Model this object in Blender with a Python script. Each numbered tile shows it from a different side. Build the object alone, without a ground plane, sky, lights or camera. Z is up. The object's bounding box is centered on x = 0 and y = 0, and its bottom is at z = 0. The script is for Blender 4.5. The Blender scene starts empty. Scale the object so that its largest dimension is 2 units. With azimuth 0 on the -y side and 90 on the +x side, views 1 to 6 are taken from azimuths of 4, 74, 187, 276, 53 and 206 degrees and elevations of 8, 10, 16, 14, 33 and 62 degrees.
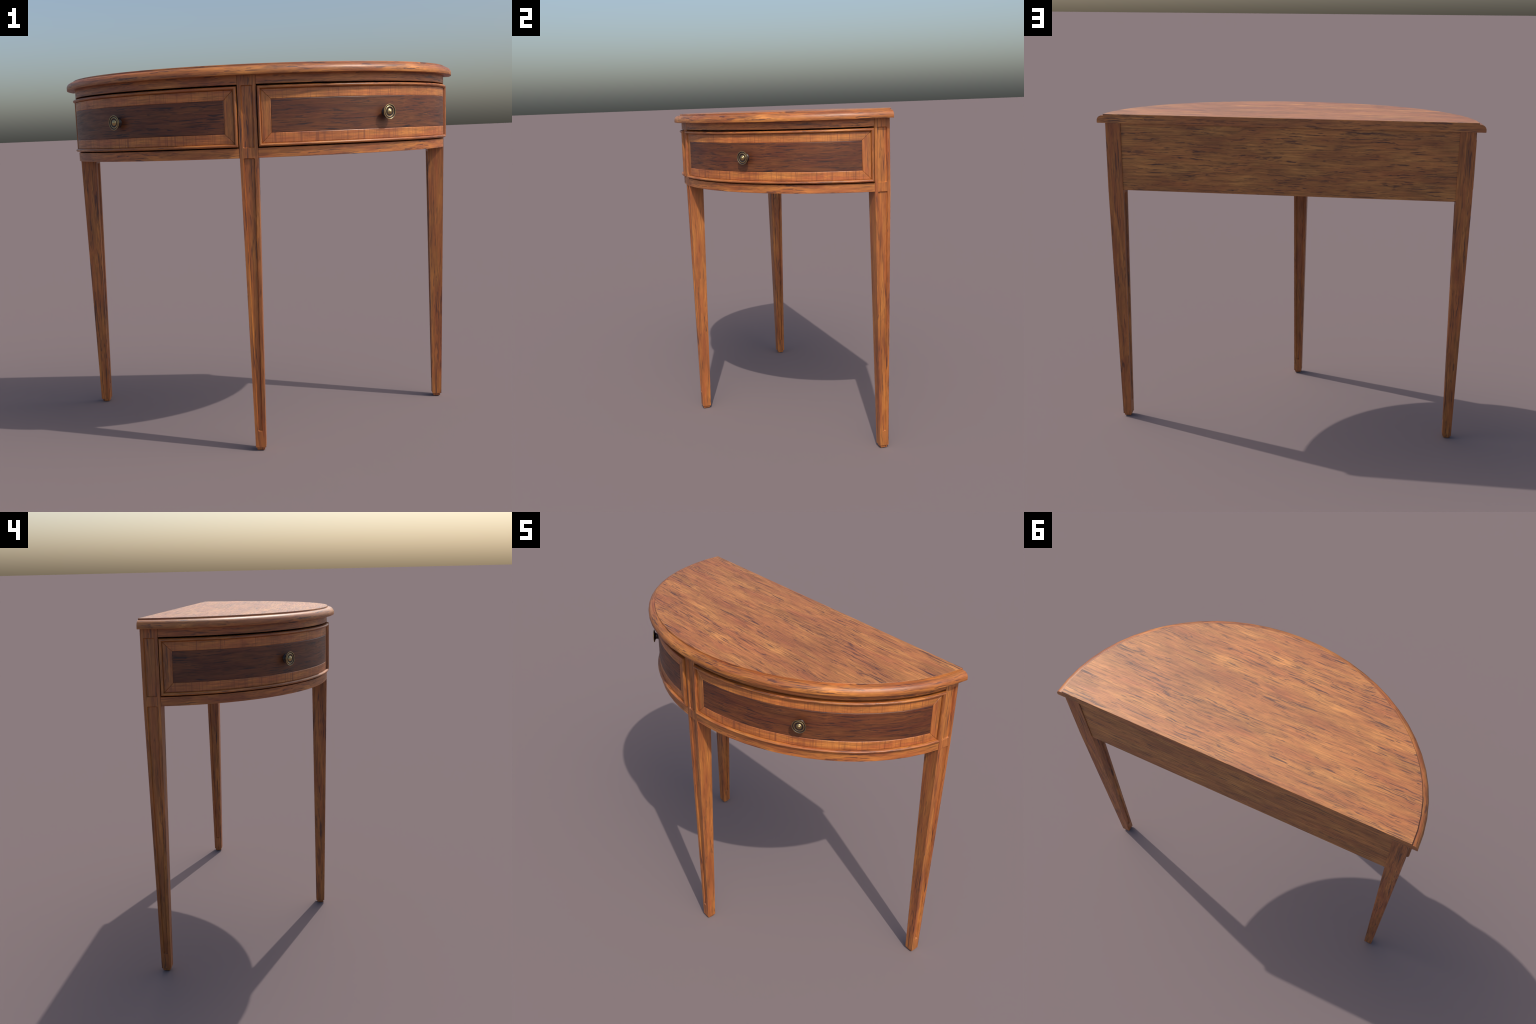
"""Half-round (demilune) side table: bowed top on three tapered legs, two curved
drawers with cross-banded veneer frames, beaded edges and turned knobs."""
import math
import random

import bpy
import bmesh
from mathutils import Matrix, Vector

random.seed(7)

# ------------------------------------------------------------------ sizes (m)
A_TOP, B_TOP, Y_BACK = 1.0, 0.873, 0.4365       # rim ellipse, centred on the back edge
INSET = 0.0405                                  # carcase set back from the rim
A_BODY, B_BODY = A_TOP - INSET, B_TOP - INSET
SEG = 32                                        # facets of the rim

Z_TOP, Z_STEP, Z_SLAB = 1.7485, 1.7405, 1.7015
Z_FRIEZE = 1.6622                               # lower edge of the top rail
Z_RAIL_T, Z_RAIL_B = 1.3885, 1.3455             # lower rail
Z_DRW_T, Z_DRW_B = 1.6555, 1.3935               # drawer front
LEG_TOP, LEG_FOOT = 0.0405, 0.0237              # half widths of a leg
Z_FOOT = 0.0145
LEG_X, LEG_Y = 0.9150, 0.3940                   # rear leg axis
LEG_FRONT_Y = -0.3550                           # front leg axis

# ------------------------------------------------------------------ helpers


def rim(theta, a, b):
    return a * math.cos(theta), Y_BACK - b * math.sin(theta)


class Arc:
    """Arc length along the body ellipse, from the +x end (theta 0) to -x (theta pi)."""
    N = 4000

    def __init__(self, a, b):
        self.a, self.b = a, b
        self.cum = [0.0]
        px, py = rim(0, a, b)
        for i in range(1, self.N + 1):
            x, y = rim(math.pi * i / self.N, a, b)
            self.cum.append(self.cum[-1] + math.hypot(x - px, y - py))
            px, py = x, y

    def s(self, theta):
        f = theta / math.pi * self.N
        i = min(self.N - 1, max(0, int(f)))
        return self.cum[i] + (self.cum[i + 1] - self.cum[i]) * (f - i)

    def theta(self, s):
        lo, hi = 0, self.N
        while hi - lo > 1:
            mid = (lo + hi) // 2
            if self.cum[mid] <= s:
                lo = mid
            else:
                hi = mid
        t = (s - self.cum[lo]) / (self.cum[hi] - self.cum[lo])
        return math.pi * (lo + t) / self.N

    def point(self, s, off, z):
        th = self.theta(s)
        x, y = rim(th, self.a + off, self.b + off)
        return Vector((x, y, z))


ARC = Arc(A_BODY, B_BODY)
S_CENTRE = ARC.s(math.acos(LEG_TOP / A_BODY))                       # right flank of the front leg
S_END = ARC.s(math.asin((Y_BACK - (LEG_Y - LEG_TOP)) / B_BODY))     # front flank of the rear leg
S_ALL = ARC.cum[-1]


def finish(name, bm, mats, parent=None, smooth=35.0, recalc=True):
    if recalc:
        bmesh.ops.recalc_face_normals(bm, faces=bm.faces)
    me = bpy.data.meshes.new(name)
    bm.to_mesh(me)
    bm.free()
    for m in mats if isinstance(mats, (list, tuple)) else [mats]:
        me.materials.append(m)
    ob = bpy.data.objects.new(name, me)
    bpy.context.scene.collection.objects.link(ob)
    if parent is not None:
        ob.parent = parent
    if smooth:
        for p in me.polygons:
            p.use_smooth = True
        me.set_sharp_from_angle(angle=math.radians(smooth))
    return ob


def apply_modifiers(ob):
    dg = bpy.context.evaluated_depsgraph_get()
    me = bpy.data.meshes.new_from_object(ob.evaluated_get(dg))
    old = ob.data
    ob.modifiers.clear()
    ob.data = me
    me.name = old.name
    bpy.data.meshes.remove(old)


def skin(bm, rings, close_profile, cap_first=None, cap_last=None):
    """Quads between successive rings of points; returns the rings of vertices."""
    vr = [[bm.verts.new(p) for p in r] for r in rings]
    n = len(rings[0])
    for r0, r1 in zip(vr, vr[1:]):
        for j in range(n if close_profile else n - 1):
            k = (j + 1) % n
            bm.faces.new((r0[j], r0[k], r1[k], r1[j]))
    if cap_first is not None:
        bm.faces.new(list(reversed(vr[0]))).material_index = cap_first
    if cap_last is not None:
        bm.faces.new(vr[-1]).material_index = cap_last
    return vr


# ------------------------------------------------------------------ materials


class Graph:
    def __init__(self, name):
        self.mat = bpy.data.materials.new(name)
        self.mat.use_nodes = True
        self.t = self.mat.node_tree
        self.bsdf = self.t.nodes["Principled BSDF"]

    def put(self, socket, value):
        if isinstance(value, bpy.types.NodeSocket):
            self.t.links.new(value, socket)
        else:
            socket.default_value = value

    def math(self, op, a, b=0.0, c=0.0, clamp=False):
        n = self.t.nodes.new("ShaderNodeMath")
        n.operation, n.use_clamp = op, clamp
        for s, v in zip(n.inputs, (a, b, c)):
            self.put(s, v)
        return n.outputs[0]

    def xyz(self, x, y, z):
        n = self.t.nodes.new("ShaderNodeCombineXYZ")
        for s, v in zip(n.inputs, (x, y, z)):
            self.put(s, v)
        return n.outputs[0]

    def noise(self, vec, scale=1.0, detail=3.0, rough=0.55, distort=0.0):
        n = self.t.nodes.new("ShaderNodeTexNoise")
        self.put(n.inputs["Vector"], vec)
        n.inputs["Scale"].default_value = scale
        n.inputs["Detail"].default_value = detail
        n.inputs["Roughness"].default_value = rough
        n.inputs["Distortion"].default_value = distort
        return n.outputs["Fac"]

    def ramp(self, fac, stops):
        n = self.t.nodes.new("ShaderNodeValToRGB")
        self.put(n.inputs[0], fac)
        el = n.color_ramp.elements
        while len(el) < len(stops):
            el.new(0.5)
        for e, (p, c) in zip(el, stops):
            e.position = p
            e.color = (*c, 1.0) if isinstance(c, (tuple, list)) else (c, c, c, 1.0)
        return n.outputs[0]

    def span(self, fac, lo, hi, to_lo=0.0, to_hi=1.0):
        n = self.t.nodes.new("ShaderNodeMapRange")
        n.interpolation_type = "SMOOTHSTEP"
        for s, v in zip(n.inputs, (fac, lo, hi, to_lo, to_hi)):
            self.put(s, v)
        return n.outputs[0]

    def mix(self, fac, a, b, mode="MIX"):
        n = self.t.nodes.new("ShaderNodeMix")
        n.data_type, n.blend_type = "RGBA", mode
        for s, v in ((n.inputs[0], fac), (n.inputs[6], a), (n.inputs[7], b)):
            if isinstance(v, tuple):
                v = (*v, 1.0)
            self.put(s, v)
        return n.outputs[2]

    def grain_space(self, run, seed, vary):
        """(along, across, through) metres for grain that runs along x, z or the bow."""
        tc = self.t.nodes.new("ShaderNodeTexCoord")
        sep = self.t.nodes.new("ShaderNodeSeparateXYZ")
        self.t.links.new(tc.outputs["Object"], sep.inputs[0])
        x, y, z = sep.outputs
        info = self.t.nodes.new("ShaderNodeObjectInfo")
        shift = self.math("MULTIPLY_ADD", info.outputs["Random"], 37.0 * vary, seed * 5.31)
        if run == "x":
            along, across, through = x, y, z
        elif run == "z":
            along, across, through = z, x, y
        else:
            ex = self.math("MULTIPLY", x, 1.0 / A_BODY)
            ey = self.math("MULTIPLY", self.math("SUBTRACT", Y_BACK, y), 1.0 / B_BODY)
            along = self.math("MULTIPLY", self.math("ARCTAN2", ey, ex), 0.9)
            rad = self.math("SQRT", self.math("ADD", self.math("MULTIPLY", ex, ex),
                                              self.math("MULTIPLY", ey, ey)))
            across, through = z, self.math("MULTIPLY", rad, 0.9)
        return self.math("ADD", along, shift), across, through


def wood(name, run, gold, red, fleck, seed, fleck_amount=0.8, cross=0.0, rough=0.45, fine=1.0, stretch=1.0, shine=0.68, vary=1.0, figure=1.0):
    g = Graph(name)
    u, v, w = g.grain_space(run, seed, vary)

    def field(fu, fv, detail=3.0, rgh=0.55, dist=0.0, extra=0.0):
        vec = g.xyz(g.math("MULTIPLY_ADD", u, fu / stretch, extra), g.math("MULTIPLY", vv, fv),
                    g.math("MULTIPLY", ww, fv))
        return g.noise(vec, 1.0, detail, rgh, dist)

    vv, ww = v, w
    # slow wander of the fibres
    wander = g.math("MULTIPLY", g.math("SUBTRACT", field(3.5, 7.0, 3.0, 0.6), 0.5), 0.030)
    vv = g.math("ADD", v, wander)
    ww = g.math("ADD", w, wander)
    # broad golden / reddish patches with flame-like edges
    patch = field(4.5 * figure, 24.0 * figure, 4.0, 0.62, 0.4, 3.1)
    mid = tuple(0.5 * (a + b) for a, b in zip(red, gold))
    light = (1.30 * gold[0], 1.40 * gold[1], 1.45 * gold[2])
    col = g.ramp(patch, [(0.32, red), (0.48, mid), (0.60, gold), (0.74, light)])
    # medium streaks
    streak = field(6.0, 105.0, 4.0, 0.65, 0.2, 11.0)
    col = g.mix(1.0, col, g.ramp(streak, [(0.28, 0.52), (0.48, 0.98), (0.72, 1.24)]), "MULTIPLY")
    # fine fibres
    hair = field(5.0, 270.0, 3.0, 0.6, 0.0, 23.0)
    col = g.mix(1.0, col, g.ramp(hair, [(0.30, 1.0 - 0.30 * fine), (0.50, 1.0), (0.72, 1.0 + 0.20 * fine)]), "MULTIPLY")
    # large cloudy shading of the figure
    cloud = field(2.2, 7.0, 2.0, 0.5, 0.0, 133.0)
    col = g.mix(1.0, col, g.ramp(cloud, [(0.32, 0.84), (0.66, 1.12)]), "MULTIPLY")
    # smoky bands
    band = g.span(field(5.0, 60.0, 4.0, 0.65, 0.4, 71.0), 0.55, 0.76, 0.0, 0.60 * fleck_amount)
    col = g.mix(band, col, tuple(0.45 * a + 0.55 * b for a, b in zip(red, fleck)))
    # dark lens-shaped flecks: long ones and short ones, crowding together in places
    where = field(3.0, 14.0, 2.0, 0.5, 0.0, 57.0)
    thr = g.span(where, 0.3, 0.7, 0.655, 0.565)
    long_fleck = g.span(g.math("SUBTRACT", field(5.5, 125.0, 3.0, 0.55, 0.2, 41.0), thr), 0.0, 0.060, 0.0, fleck_amount)
    short_fleck = g.span(g.math("SUBTRACT", field(10.0, 185.0, 2.0, 0.5, 0.2, 87.0), thr), 0.0, 0.065, 0.0, 0.85 * fleck_amount)
    mask = g.math("MAXIMUM", long_fleck, short_fleck)
    col = g.mix(mask, col, fleck)
    if cross:
        # cross-banded veneer: thin, irregularly spaced joints across the strip
        n1 = g.noise(g.xyz(g.math("MULTIPLY", u, 37.0), g.math("MULTIPLY", v, 0.7), 3.0), 1.0, 2.0, 0.75)
        d1 = g.math("ABSOLUTE", g.math("SUBTRACT", n1, 0.5))
        line = g.span(d1, 0.004, 0.026, 1.0, 0.0)
        power = g.noise(g.xyz(g.math("MULTIPLY", u, 80.0), g.math("MULTIPLY", v, 3.0), 9.0), 1.0, 1.0)
        amount = g.math("MULTIPLY", line, g.span(power, 0.35, 0.65, 0.12, cross))
        col = g.mix(amount, col, tuple(0.5 * (a + b) for a, b in zip(red, fleck)))
        bars = g.noise(g.xyz(g.math("MULTIPLY", u, 26.0), g.math("MULTIPLY", v, 2.0), 15.0), 1.0, 2.0)
        col = g.mix(1.0, col, g.ramp(bars, [(0.35, 0.94), (0.65, 1.05)]), "MULTIPLY")
    g.put(g.bsdf.inputs["Base Color"], col)
    g.put(g.bsdf.inputs["Roughness"], g.span(streak, 0.3, 0.7, rough + 0.06, rough - 0.03))
    g.bsdf.inputs["Specular IOR Level"].default_value = shine
    bump = g.t.nodes.new("ShaderNodeBump")
    bump.inputs["Strength"].default_value = 0.12
    bump.inputs["Distance"].default_value = 0.002
    g.put(bump.inputs["Height"], g.math("SUBTRACT", hair, g.math("MULTIPLY", mask, 0.6)))
    g.t.links.new(bump.outputs[0], g.bsdf.inputs["Normal"])
    return g.mat


def metal(name, colour, metallic, rough):
    g = Graph(name)
    tc = g.t.nodes.new("ShaderNodeTexCoord")
    n = g.noise(tc.outputs["Object"], 160.0, 3.0)
    g.put(g.bsdf.inputs["Base Color"], g.mix(n, tuple(c * 0.8 for c in colour), tuple(c * 1.15 for c in colour)))
    g.bsdf.inputs["Metallic"].default_value = metallic
    g.put(g.bsdf.inputs["Roughness"], g.span(n, 0.3, 0.7, rough - 0.04, rough + 0.06))
    return g.mat


GOLD, RED, FLECK = (0.440, 0.154, 0.031), (0.322, 0.085, 0.022), (0.060, 0.019, 0.016)
D_GOLD, D_RED, D_FLECK = (0.140, 0.043, 0.013), (0.098, 0.024, 0.010), (0.021, 0.009, 0.011)

M_TOP = wood("mahogany_long_grain", "x", (0.455, 0.172, 0.042), (0.352, 0.108, 0.030), FLECK, 1, 0.82, vary=0.0, figure=0.62)
M_BOW = wood("mahogany_bowed_grain", "bow", GOLD, RED, FLECK, 2, 0.8)
M_LEG = wood("mahogany_upright_grain", "z", tuple(0.93 * c for c in GOLD), tuple(0.93 * c for c in RED), FLECK, 3, 0.85, stretch=1.3)
M_BACK = wood("mahogany_back_grain", "x", (0.430, 0.172, 0.040), (0.330, 0.105, 0.026), FLECK, 4, 0.9, figure=0.9)
M_BAND = wood("cross_banded_veneer", "bow", tuple(1.1 * c for c in GOLD), tuple(1.12 * c for c in RED), FLECK, 5, 0.12, cross=0.75)
M_SIDE = wood("upright_veneer", "z", tuple(0.88 * c for c in GOLD), tuple(0.9 * c for c in RED), FLECK, 6, 0.7)
M_PANEL = wood("rosewood_panel", "bow", D_GOLD, D_RED, D_FLECK, 7, 0.9, fine=1.0, rough=0.47, shine=0.5)
M_INSIDE = wood("dark_carcase", "x", D_RED, D_FLECK, D_FLECK, 8, 0.4, rough=0.7)
M_BRASS = metal("aged_brass", (0.46, 0.34, 0.16), 1.0, 0.31)
M_BRONZE = metal("dark_bronze", (0.022, 0.010, 0.009), 0.1, 0.36)

# ------------------------------------------------------------------ the table
table = bpy.data.objects.new("side_table", None)
bpy.context.scene.collection.objects.link(table)
table["label"] = "half-round mahogany side table with two bowed drawers on three tapered legs"
table["category"] = "side table"


# --- top: a half-ellipse board inside a swept ovolo edge
def build_top():
    step = 0.0348
    bm = bmesh.new()
    loop = [rim(math.pi * i / SEG, A_TOP - step - 0.0002, B_TOP - step - 0.0002) for i in range(SEG + 1)]
    loop = [(x, y) for x, y in loop]
    shrunk = [rim(math.pi * i / SEG, A_TOP - step - 0.0012, B_TOP - step - 0.0012) for i in range(SEG + 1)]
    shrunk[0] = (shrunk[0][0], Y_BACK - 0.001)
    shrunk[-1] = (shrunk[-1][0], Y_BACK - 0.001)
    skin(bm, [[(x, y, Z_SLAB) for x, y in loop], [(x, y, Z_TOP - 0.001) for x, y in loop],
              [(x, y, Z_TOP) for x, y in shrunk]], True, 0, 0)
    top = finish("tabletop", bm, M_TOP, table)

    prof = [(-step, Z_SLAB), (-0.0020, Z_SLAB), (-0.0006, Z_SLAB + 0.0006), (0.0, Z_SLAB + 0.0022), (0.0, 1.7140)]
    for i in range(1, 9):                                   # quarter-round ovolo
        t = math.radians(90 * i / 8)
        prof.append((-0.0290 * (1 - math.cos(t)), 1.7140 + (Z_STEP - 1.7140) * math.sin(t)))
    prof += [(-step + 0.0012, Z_STEP), (-step, Z_STEP + 0.0006), (-step, Z_TOP - 0.0012)]
    prof += [(-step - 0.0004, Z_TOP - 0.0004)]
    bm = bmesh.new()
    rings = []
    for i in range(SEG + 1):
        th = math.pi * i / SEG
        rings.append([(*rim(th, A_TOP + o, B_TOP + o), z) for o, z in prof])
    skin(bm, rings, True, 1, 1)
    finish("edge_moulding", bm, [M_BOW, M_TOP], top)


# --- a strip of the bowed carcase between two arc lengths
def bow_strip(name, s0, s1, z0, z1, depth, mat, parent, n=16, front=0.0, ease=0.0012):
    bm = bmesh.new()
    prof = [(front - depth, z0), (front - ease, z0), (front, z0 + ease), (front, z1 - ease), (front - ease, z1), (front - depth, z1)]
    rings = [[ARC.point(s0 + (s1 - s0) * i / n, o, z) for o, z in prof] for i in range(n + 1)]
    skin(bm, rings, True, 0, 0)
    return finish(name, bm, mat, parent)


# --- veneer piece: four corners in (arc length, height), eased edges, wrapped on the bow
def veneer(name, corners, mat, parent, nu, nz, front=0.0, back=-0.006, ease=0.0022, drop=0.0014):
    (ua, za), (ub, zb), (uc, zc), (ud, zd) = corners
    wide = abs(ub - ua) + abs(uc - ud)
    tall = abs(zd - za) + abs(zc - zb)
    es, et = 2 * ease / wide, 2 * ease / tall
    ss = [0.0, es] + [i / nu for i in range(1, nu)] + [1 - es, 1.0]
    tt = [0.0, et] + [i / nz for i in range(1, nz)] + [1 - et, 1.0]

    def at(s, t, off):
        u = (ua * (1 - s) + ub * s) * (1 - t) + (ud * (1 - s) + uc * s) * t
        z = (za * (1 - s) + zb * s) * (1 - t) + (zd * (1 - s) + zc * s) * t
        return ARC.point(u, off, z)

    bm = bmesh.new()
    grid = []
    for j, t in enumerate(tt):
        row = []
        for i, s in enumerate(ss):
            border = i in (0, len(ss) - 1) or j in (0, len(tt) - 1)
            row.append(bm.verts.new(at(s, t, front - (drop if border else 0.0))))
        grid.append(row)
    for r0, r1 in zip(grid, grid[1:]):
        for a, b, c, d in zip(r0, r0[1:], r1[1:], r1):
            bm.faces.new((a, b, c, d))
    # skirt down to the core
    edge = [(i, 0) for i in range(len(ss))] + [(len(ss) - 1, j) for j in range(1, len(tt))]
    edge += [(i, len(tt) - 1) for i in range(len(ss) - 2, -1, -1)] + [(0, j) for j in range(len(tt) - 2, 0, -1)]
    low = [bm.verts.new(at(ss[i], tt[j], back)) for i, j in edge]
    for k in range(len(edge)):
        m = (k + 1) % len(edge)
        (i0, j0), (i1, j1) = edge[k], edge[m]
        bm.faces.new((grid[j0][i0], low[k], low[m], grid[j1][i1]))
    return finish(name, bm, mat, parent, smooth=30)


# --- half-round bead, mitred round a rectangle on the bow
def bead(name, s0, s1, z0, z1, mat, parent, width=0.0142, height=0.0132):
    prof = [(0.0, -0.014), (0.0, 0.0005)]
    for i in range(1, 12):
        t = math.pi * i / 12
        prof.append((width / 2 * (1 - math.cos(t)), 0.0005 + (height - 0.0005) * math.sin(t) ** 0.8))
    prof += [(width, 0.0005), (width, -0.006)]
    n, m = 18, 3
    bm = bmesh.new()
    rings = []
    for w, o in prof:
        a, b, c, d = s0 + w, s1 - w, z0 + w, z1 - w
        path = [(a + (b - a) * i / n, c) for i in range(n)] + [(b, c + (d - c) * i / m) for i in range(m)]
        path += [(b - (b - a) * i / n, d) for i in range(n)] + [(a, d - (d - c) * i / m) for i in range(m)]
        rings.append([ARC.point(u, o, z) for u, z in path])
    skin(bm, rings, True)
    bm.faces.ensure_lookup_table()
    count = 2 * (n + m)
    for f, face in enumerate(bm.faces):
        k = f % count
        face.material_index = 1 if n <= k < n + m or k >= 2 * n + m else 0
    return finish(name, bm, [mat, M_SIDE], parent, smooth=40)


# --- turned knob, axis along +z locally
KNOB = [  # radius, height, material (0 bronze, 1 brass) of the band that starts here
    (0.0002, -0.003, 0), (0.0225, -0.003, 0), (0.0225, 0.0012, 0), (0.0212, 0.0030, 0), (0.0188, 0.0052, 0),
    (0.0168, 0.0084, 0), (0.0156, 0.0122, 0), (0.0157, 0.0158, 0), (0.0172, 0.0192, 0), (0.0212, 0.0220, 0),
    (0.0275, 0.0240, 0), (0.0326, 0.0254, 0), (0.0338, 0.0264, 1), (0.0342, 0.0278, 1), (0.0338, 0.0291, 1),
    (0.0325, 0.0296, 1), (0.0312, 0.0293, 0), (0.0302, 0.0276, 0), (0.0272, 0.0270, 0), (0.0258, 0.0276, 1),
    (0.0250, 0.0283, 1), (0.0232, 0.0287, 1), (0.0214, 0.0283, 0), (0.0206, 0.0276, 0), (0.0160, 0.0270, 0),
    (0.0142, 0.0274, 1), (0.0134, 0.0290, 1), (0.0116, 0.0306, 1), (0.0088, 0.0314, 1), (0.0073, 0.0318, 1),
    (0.0062, 0.0334, 1), (0.0044, 0.0345, 1), (0.0022, 0.0350, 1), (0.0002, 0.0351, 1)]


def knob_mesh():
    bm = bmesh.new()
    n = 40
    rings = [[(r * math.cos(2 * math.pi * k / n), r * math.sin(2 * math.pi * k / n), h) for k in range(n)] for r, h, _ in KNOB]
    vr = skin(bm, rings, True)
    bm.faces.new(vr[-1])
    bm.faces.ensure_lookup_table()
    for i in range(len(KNOB) - 1):
        for k in range(n):
            bm.faces[i * n + k].material_index = KNOB[i][2]
    bm.faces[-1].material_index = 1
    bmesh.ops.recalc_face_normals(bm, faces=bm.faces)
    me = bpy.data.meshes.new("knob")
    bm.to_mesh(me)
    bm.free()
    me.materials.append(M_BRONZE)
    me.materials.append(M_BRASS)
    for p in me.polygons:
        p.use_smooth = True
    me.set_sharp_from_angle(angle=math.radians(50))
    return me


def build_drawer(side, me_knob):
    """side +1: right-hand drawer; -1: its mirror (arc length measured from the other end)."""
    if side > 0:
        s0, s1 = S_END + 0.0035, S_CENTRE - 0.0042
    else:
        s0, s1 = S_ALL - S_CENTRE + 0.0042, S_ALL - S_END - 0.0035
    z0, z1 = Z_DRW_B, Z_DRW_T
    core = bow_strip("drawer", s0 + 0.001, s1 - 0.001, z0 + 0.001, z1 - 0.001, 0.030, M_INSIDE, table, front=-0.004)
    bead("bead_moulding", s0, s1, z0, z1, M_BOW, core)
    e = 0.0146
    band = 0.0440
    o = (s0 + e, s1 - e, z0 + e, z1 - e)
    i = (o[0] + band, o[1] - band, o[2] + band, o[3] - band)
    g = 0.0003
    veneer("banding", [(i[0], i[3] + g), (i[1], i[3] + g), (o[1] - g, o[3]), (o[0] + g, o[3])], M_BAND, core, 16, 1)
    veneer("banding", [(o[0] + g, o[2]), (o[1] - g, o[2]), (i[1], i[2] - g), (i[0], i[2] - g)], M_BAND, core, 16, 1)
    veneer("banding", [(o[0], o[2] + g), (i[0] - g, i[2]), (i[0] - g, i[3]), (o[0], o[3] - g)], M_SIDE, core, 2, 3)
    veneer("banding", [(i[1] + g, i[2]), (o[1], o[2] + g), (o[1], o[3] - g), (i[1] + g, i[3])], M_SIDE, core, 2, 3)
    veneer("panel", [(i[0], i[2]), (i[1], i[2]), (i[1], i[3]), (i[0], i[3])], M_PANEL, core, 16, 2)
    th = math.radians(50.4 if side > 0 else 180 - 50.4)
    x, y = rim(th, A_BODY, B_BODY)
    nrm = Vector((math.cos(th) / A_BODY, -math.sin(th) / B_BODY, 0)).normalized()
    kn = bpy.data.objects.new("knob", me_knob)
    bpy.context.scene.collection.objects.link(kn)
    kn.parent = core
    kn.matrix_local = Matrix.Translation((x, y, 1.5245)) @ nrm.to_track_quat("Z", "Y").to_matrix().to_4x4()


# --- tapered leg with sunk panels on its outward and inward faces
def half_width(z):
    return LEG_TOP if z >= Z_RAIL_B else LEG_FOOT + (LEG_TOP - LEG_FOOT) * (z - Z_FOOT) / (Z_RAIL_B - Z_FOOT)


def panel_cutter(bm, z0, z1, m0, m1, sign, depth=0.0070, slope=0.0038, r=0.0055):
    """Rounded panel with sloping walls on the face y = sign*half width; m = half widths at z0, z1."""
    def ring(shrink, sink):
        pts = []
        for cx, cz, a0 in ((1, 1, 0), (-1, 1, 90), (-1, -1, 180), (1, -1, 270)):
            for k in range(4):
                a = math.radians(a0 + 30 * k)
                z = (z1 - r if cz > 0 else z0 + r) + (r - shrink) * math.sin(a)
                f = (z - z0) / (z1 - z0)
                hw = m0 + (m1 - m0) * f
                x = cx * (hw - r) + (r - shrink) * math.cos(a)
                pts.append((x, sign * (half_width(z) - sink), z))
        return pts
    skin(bm, [ring(-0.002, -0.004), ring(0.0, 0.0), ring(slope, depth)], True, 0, 0)


def leg_mesh():
    bm = bmesh.new()
    rings = []
    for z in (Z_FOOT, Z_RAIL_B, 1.7035):
        h = half_width(z)
        rings.append([(-h, -h, z), (h, -h, z), (h, h, z), (-h, h, z)])
    skin(bm, rings, True, 0, 0)
    ob = finish("leg", bm, M_LEG, None, smooth=None)
    cb = bmesh.new()
    low, high = 0.0920, 1.3450
    lw, hw = half_width(low) - 0.0140, LEG_TOP - 0.0145
    panel_cutter(cb, low, high, lw, hw, -1)
    panel_cutter(cb, low, high - 0.02, lw, hw, 1)
    panel_cutter(cb, 1.3890, 1.6595, LEG_TOP - 0.0145, LEG_TOP - 0.0145, -1)
    cut = finish("leg_cutter", cb, M_LEG, None, smooth=None)
    b = ob.modifiers.new("cut", "BOOLEAN")
    b.operation, b.solver, b.object = "DIFFERENCE", "EXACT", cut
    v = ob.modifiers.new("ease", "BEVEL")
    v.width, v.segments, v.limit_method, v.angle_limit = 0.0012, 2, "ANGLE", math.radians(25)
    v.use_clamp_overlap = True
    apply_modifiers(ob)
    bpy.data.objects.remove(cut, do_unlink=True)
    me = ob.data
    for p in me.polygons:
        p.use_smooth = True
    me.set_sharp_from_angle(angle=math.radians(28))
    bpy.data.objects.remove(ob, do_unlink=True)
    return me


def foot_mesh():
    bm = bmesh.new()
    def sq(h, z):
        return [(-h, -h, z), (h, -h, z), (h, h, z), (-h, h, z)]
    skin(bm, [sq(0.0155, 0.0), sq(0.0178, 0.0022), sq(0.0184, Z_FOOT + 0.002)], True, 0, 0)
    ob = finish("foot", bm, M_LEG, None, smooth=None)
    me = ob.data
    bpy.data.objects.remove(ob, do_unlink=True)
    return me


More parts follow.
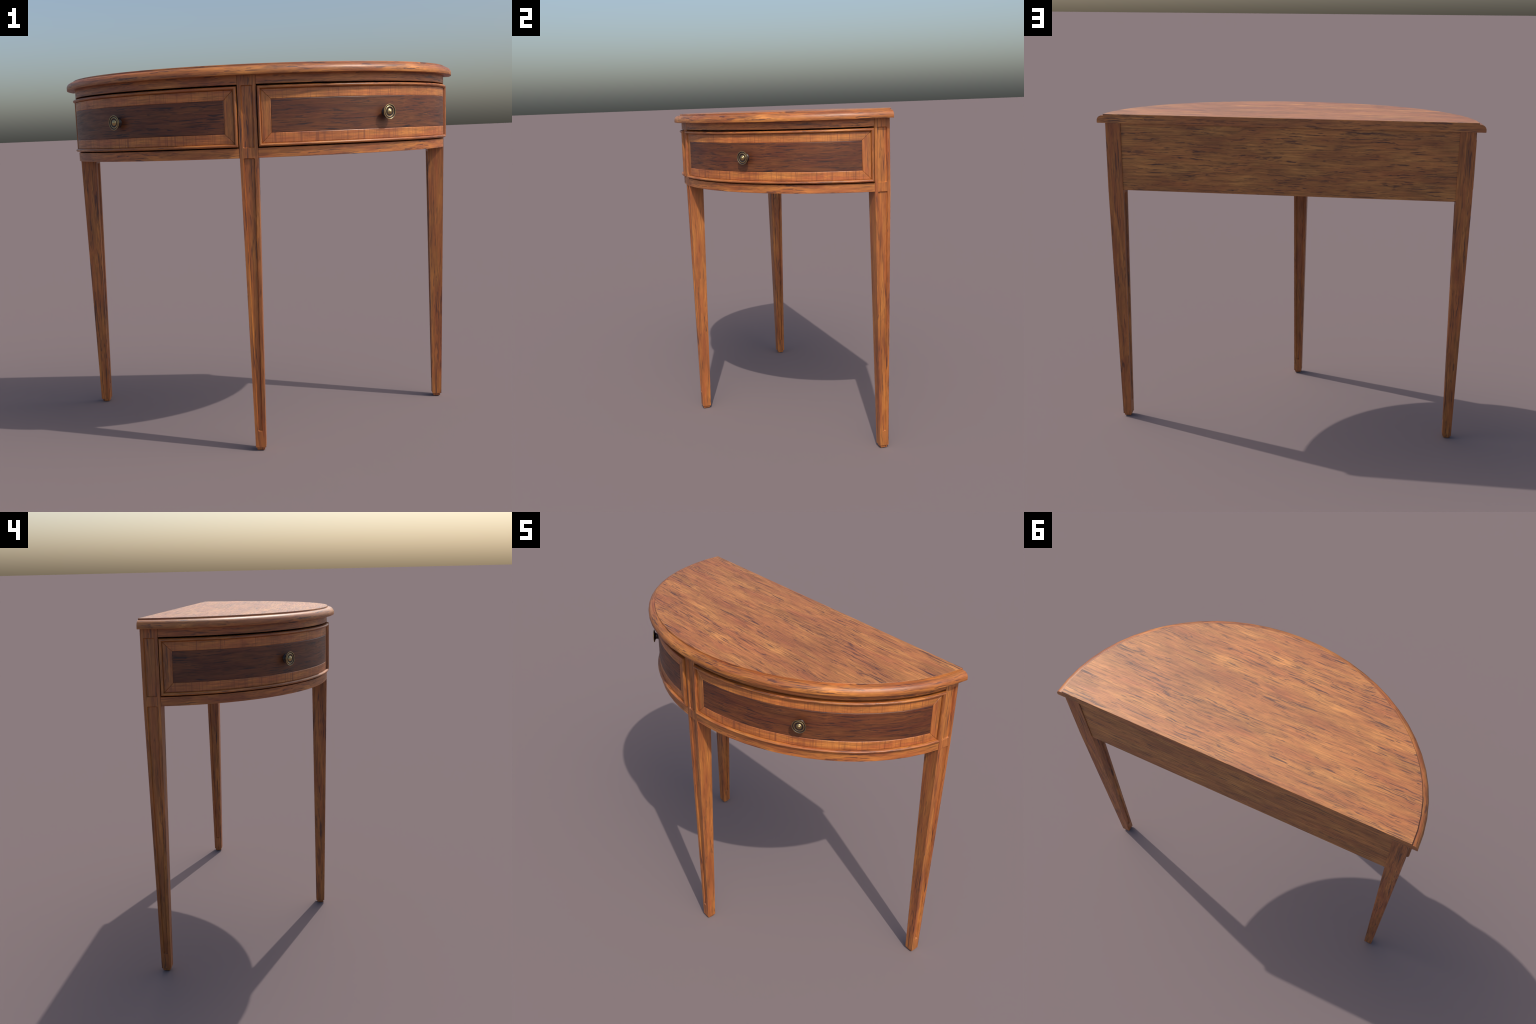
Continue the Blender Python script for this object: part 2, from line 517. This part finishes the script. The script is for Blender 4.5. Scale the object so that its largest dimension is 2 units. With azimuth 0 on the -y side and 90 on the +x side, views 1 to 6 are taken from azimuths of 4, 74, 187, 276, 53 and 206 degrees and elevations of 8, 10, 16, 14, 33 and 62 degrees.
def build_legs():
    ml, mf = leg_mesh(), foot_mesh()
    for x, y, turn in ((0, LEG_FRONT_Y, 0), (LEG_X, LEG_Y, 90), (-LEG_X, LEG_Y, -90)):
        leg = bpy.data.objects.new("leg", ml)
        foot = bpy.data.objects.new("foot", mf)
        for o in (leg, foot):
            bpy.context.scene.collection.objects.link(o)
        leg.parent = table
        leg.location = (x, y, 0)
        leg.rotation_euler = (0, 0, math.radians(turn))
        foot.parent = leg


def box(name, x0, x1, y0, y1, z0, z1, mat, parent, ease=0.001):
    bm = bmesh.new()
    bmesh.ops.create_cube(bm, size=1.0)
    for v in bm.verts:
        v.co = ((x0 + x1) / 2 + v.co.x * (x1 - x0), (y0 + y1) / 2 + v.co.y * (y1 - y0), (z0 + z1) / 2 + v.co.z * (z1 - z0))
    bmesh.ops.bevel(bm, geom=list(bm.edges), offset=ease, segments=1, affect="EDGES")
    return finish(name, bm, mat, parent)


build_top()
for s0, s1 in ((S_END + 0.0012, S_CENTRE - 0.0012), (S_ALL - S_CENTRE + 0.0012, S_ALL - S_END - 0.0012)):
    bow_strip("top_rail", s0, s1, Z_FRIEZE, 1.7030, 0.030, M_BOW, table, front=-0.0004)
    bow_strip("lower_rail", s0, s1, Z_RAIL_B, Z_RAIL_T, 0.030, M_BOW, table, front=-0.0004)
shared_knob = knob_mesh()
build_drawer(1, shared_knob)
build_drawer(-1, shared_knob)
build_legs()
box("back_panel", -LEG_X + LEG_TOP - 0.004, LEG_X - LEG_TOP + 0.004, 0.405, 0.4305, Z_RAIL_B, 1.7030, M_BACK, table)


def build_carcase():
    """Dark dust board and inner wall behind the drawer gaps."""
    bm = bmesh.new()
    n = 24
    rings = []
    for z in (Z_RAIL_B + 0.012, Z_RAIL_B + 0.020):
        rings.append([(*(lambda p: (p[0], min(p[1], 0.404)))(rim(math.pi * i / n, A_BODY - 0.029, B_BODY - 0.029)), z) for i in range(n + 1)])
    skin(bm, rings, True, 0, 0)
    finish("dust_board", bm, M_INSIDE, table)


build_carcase()
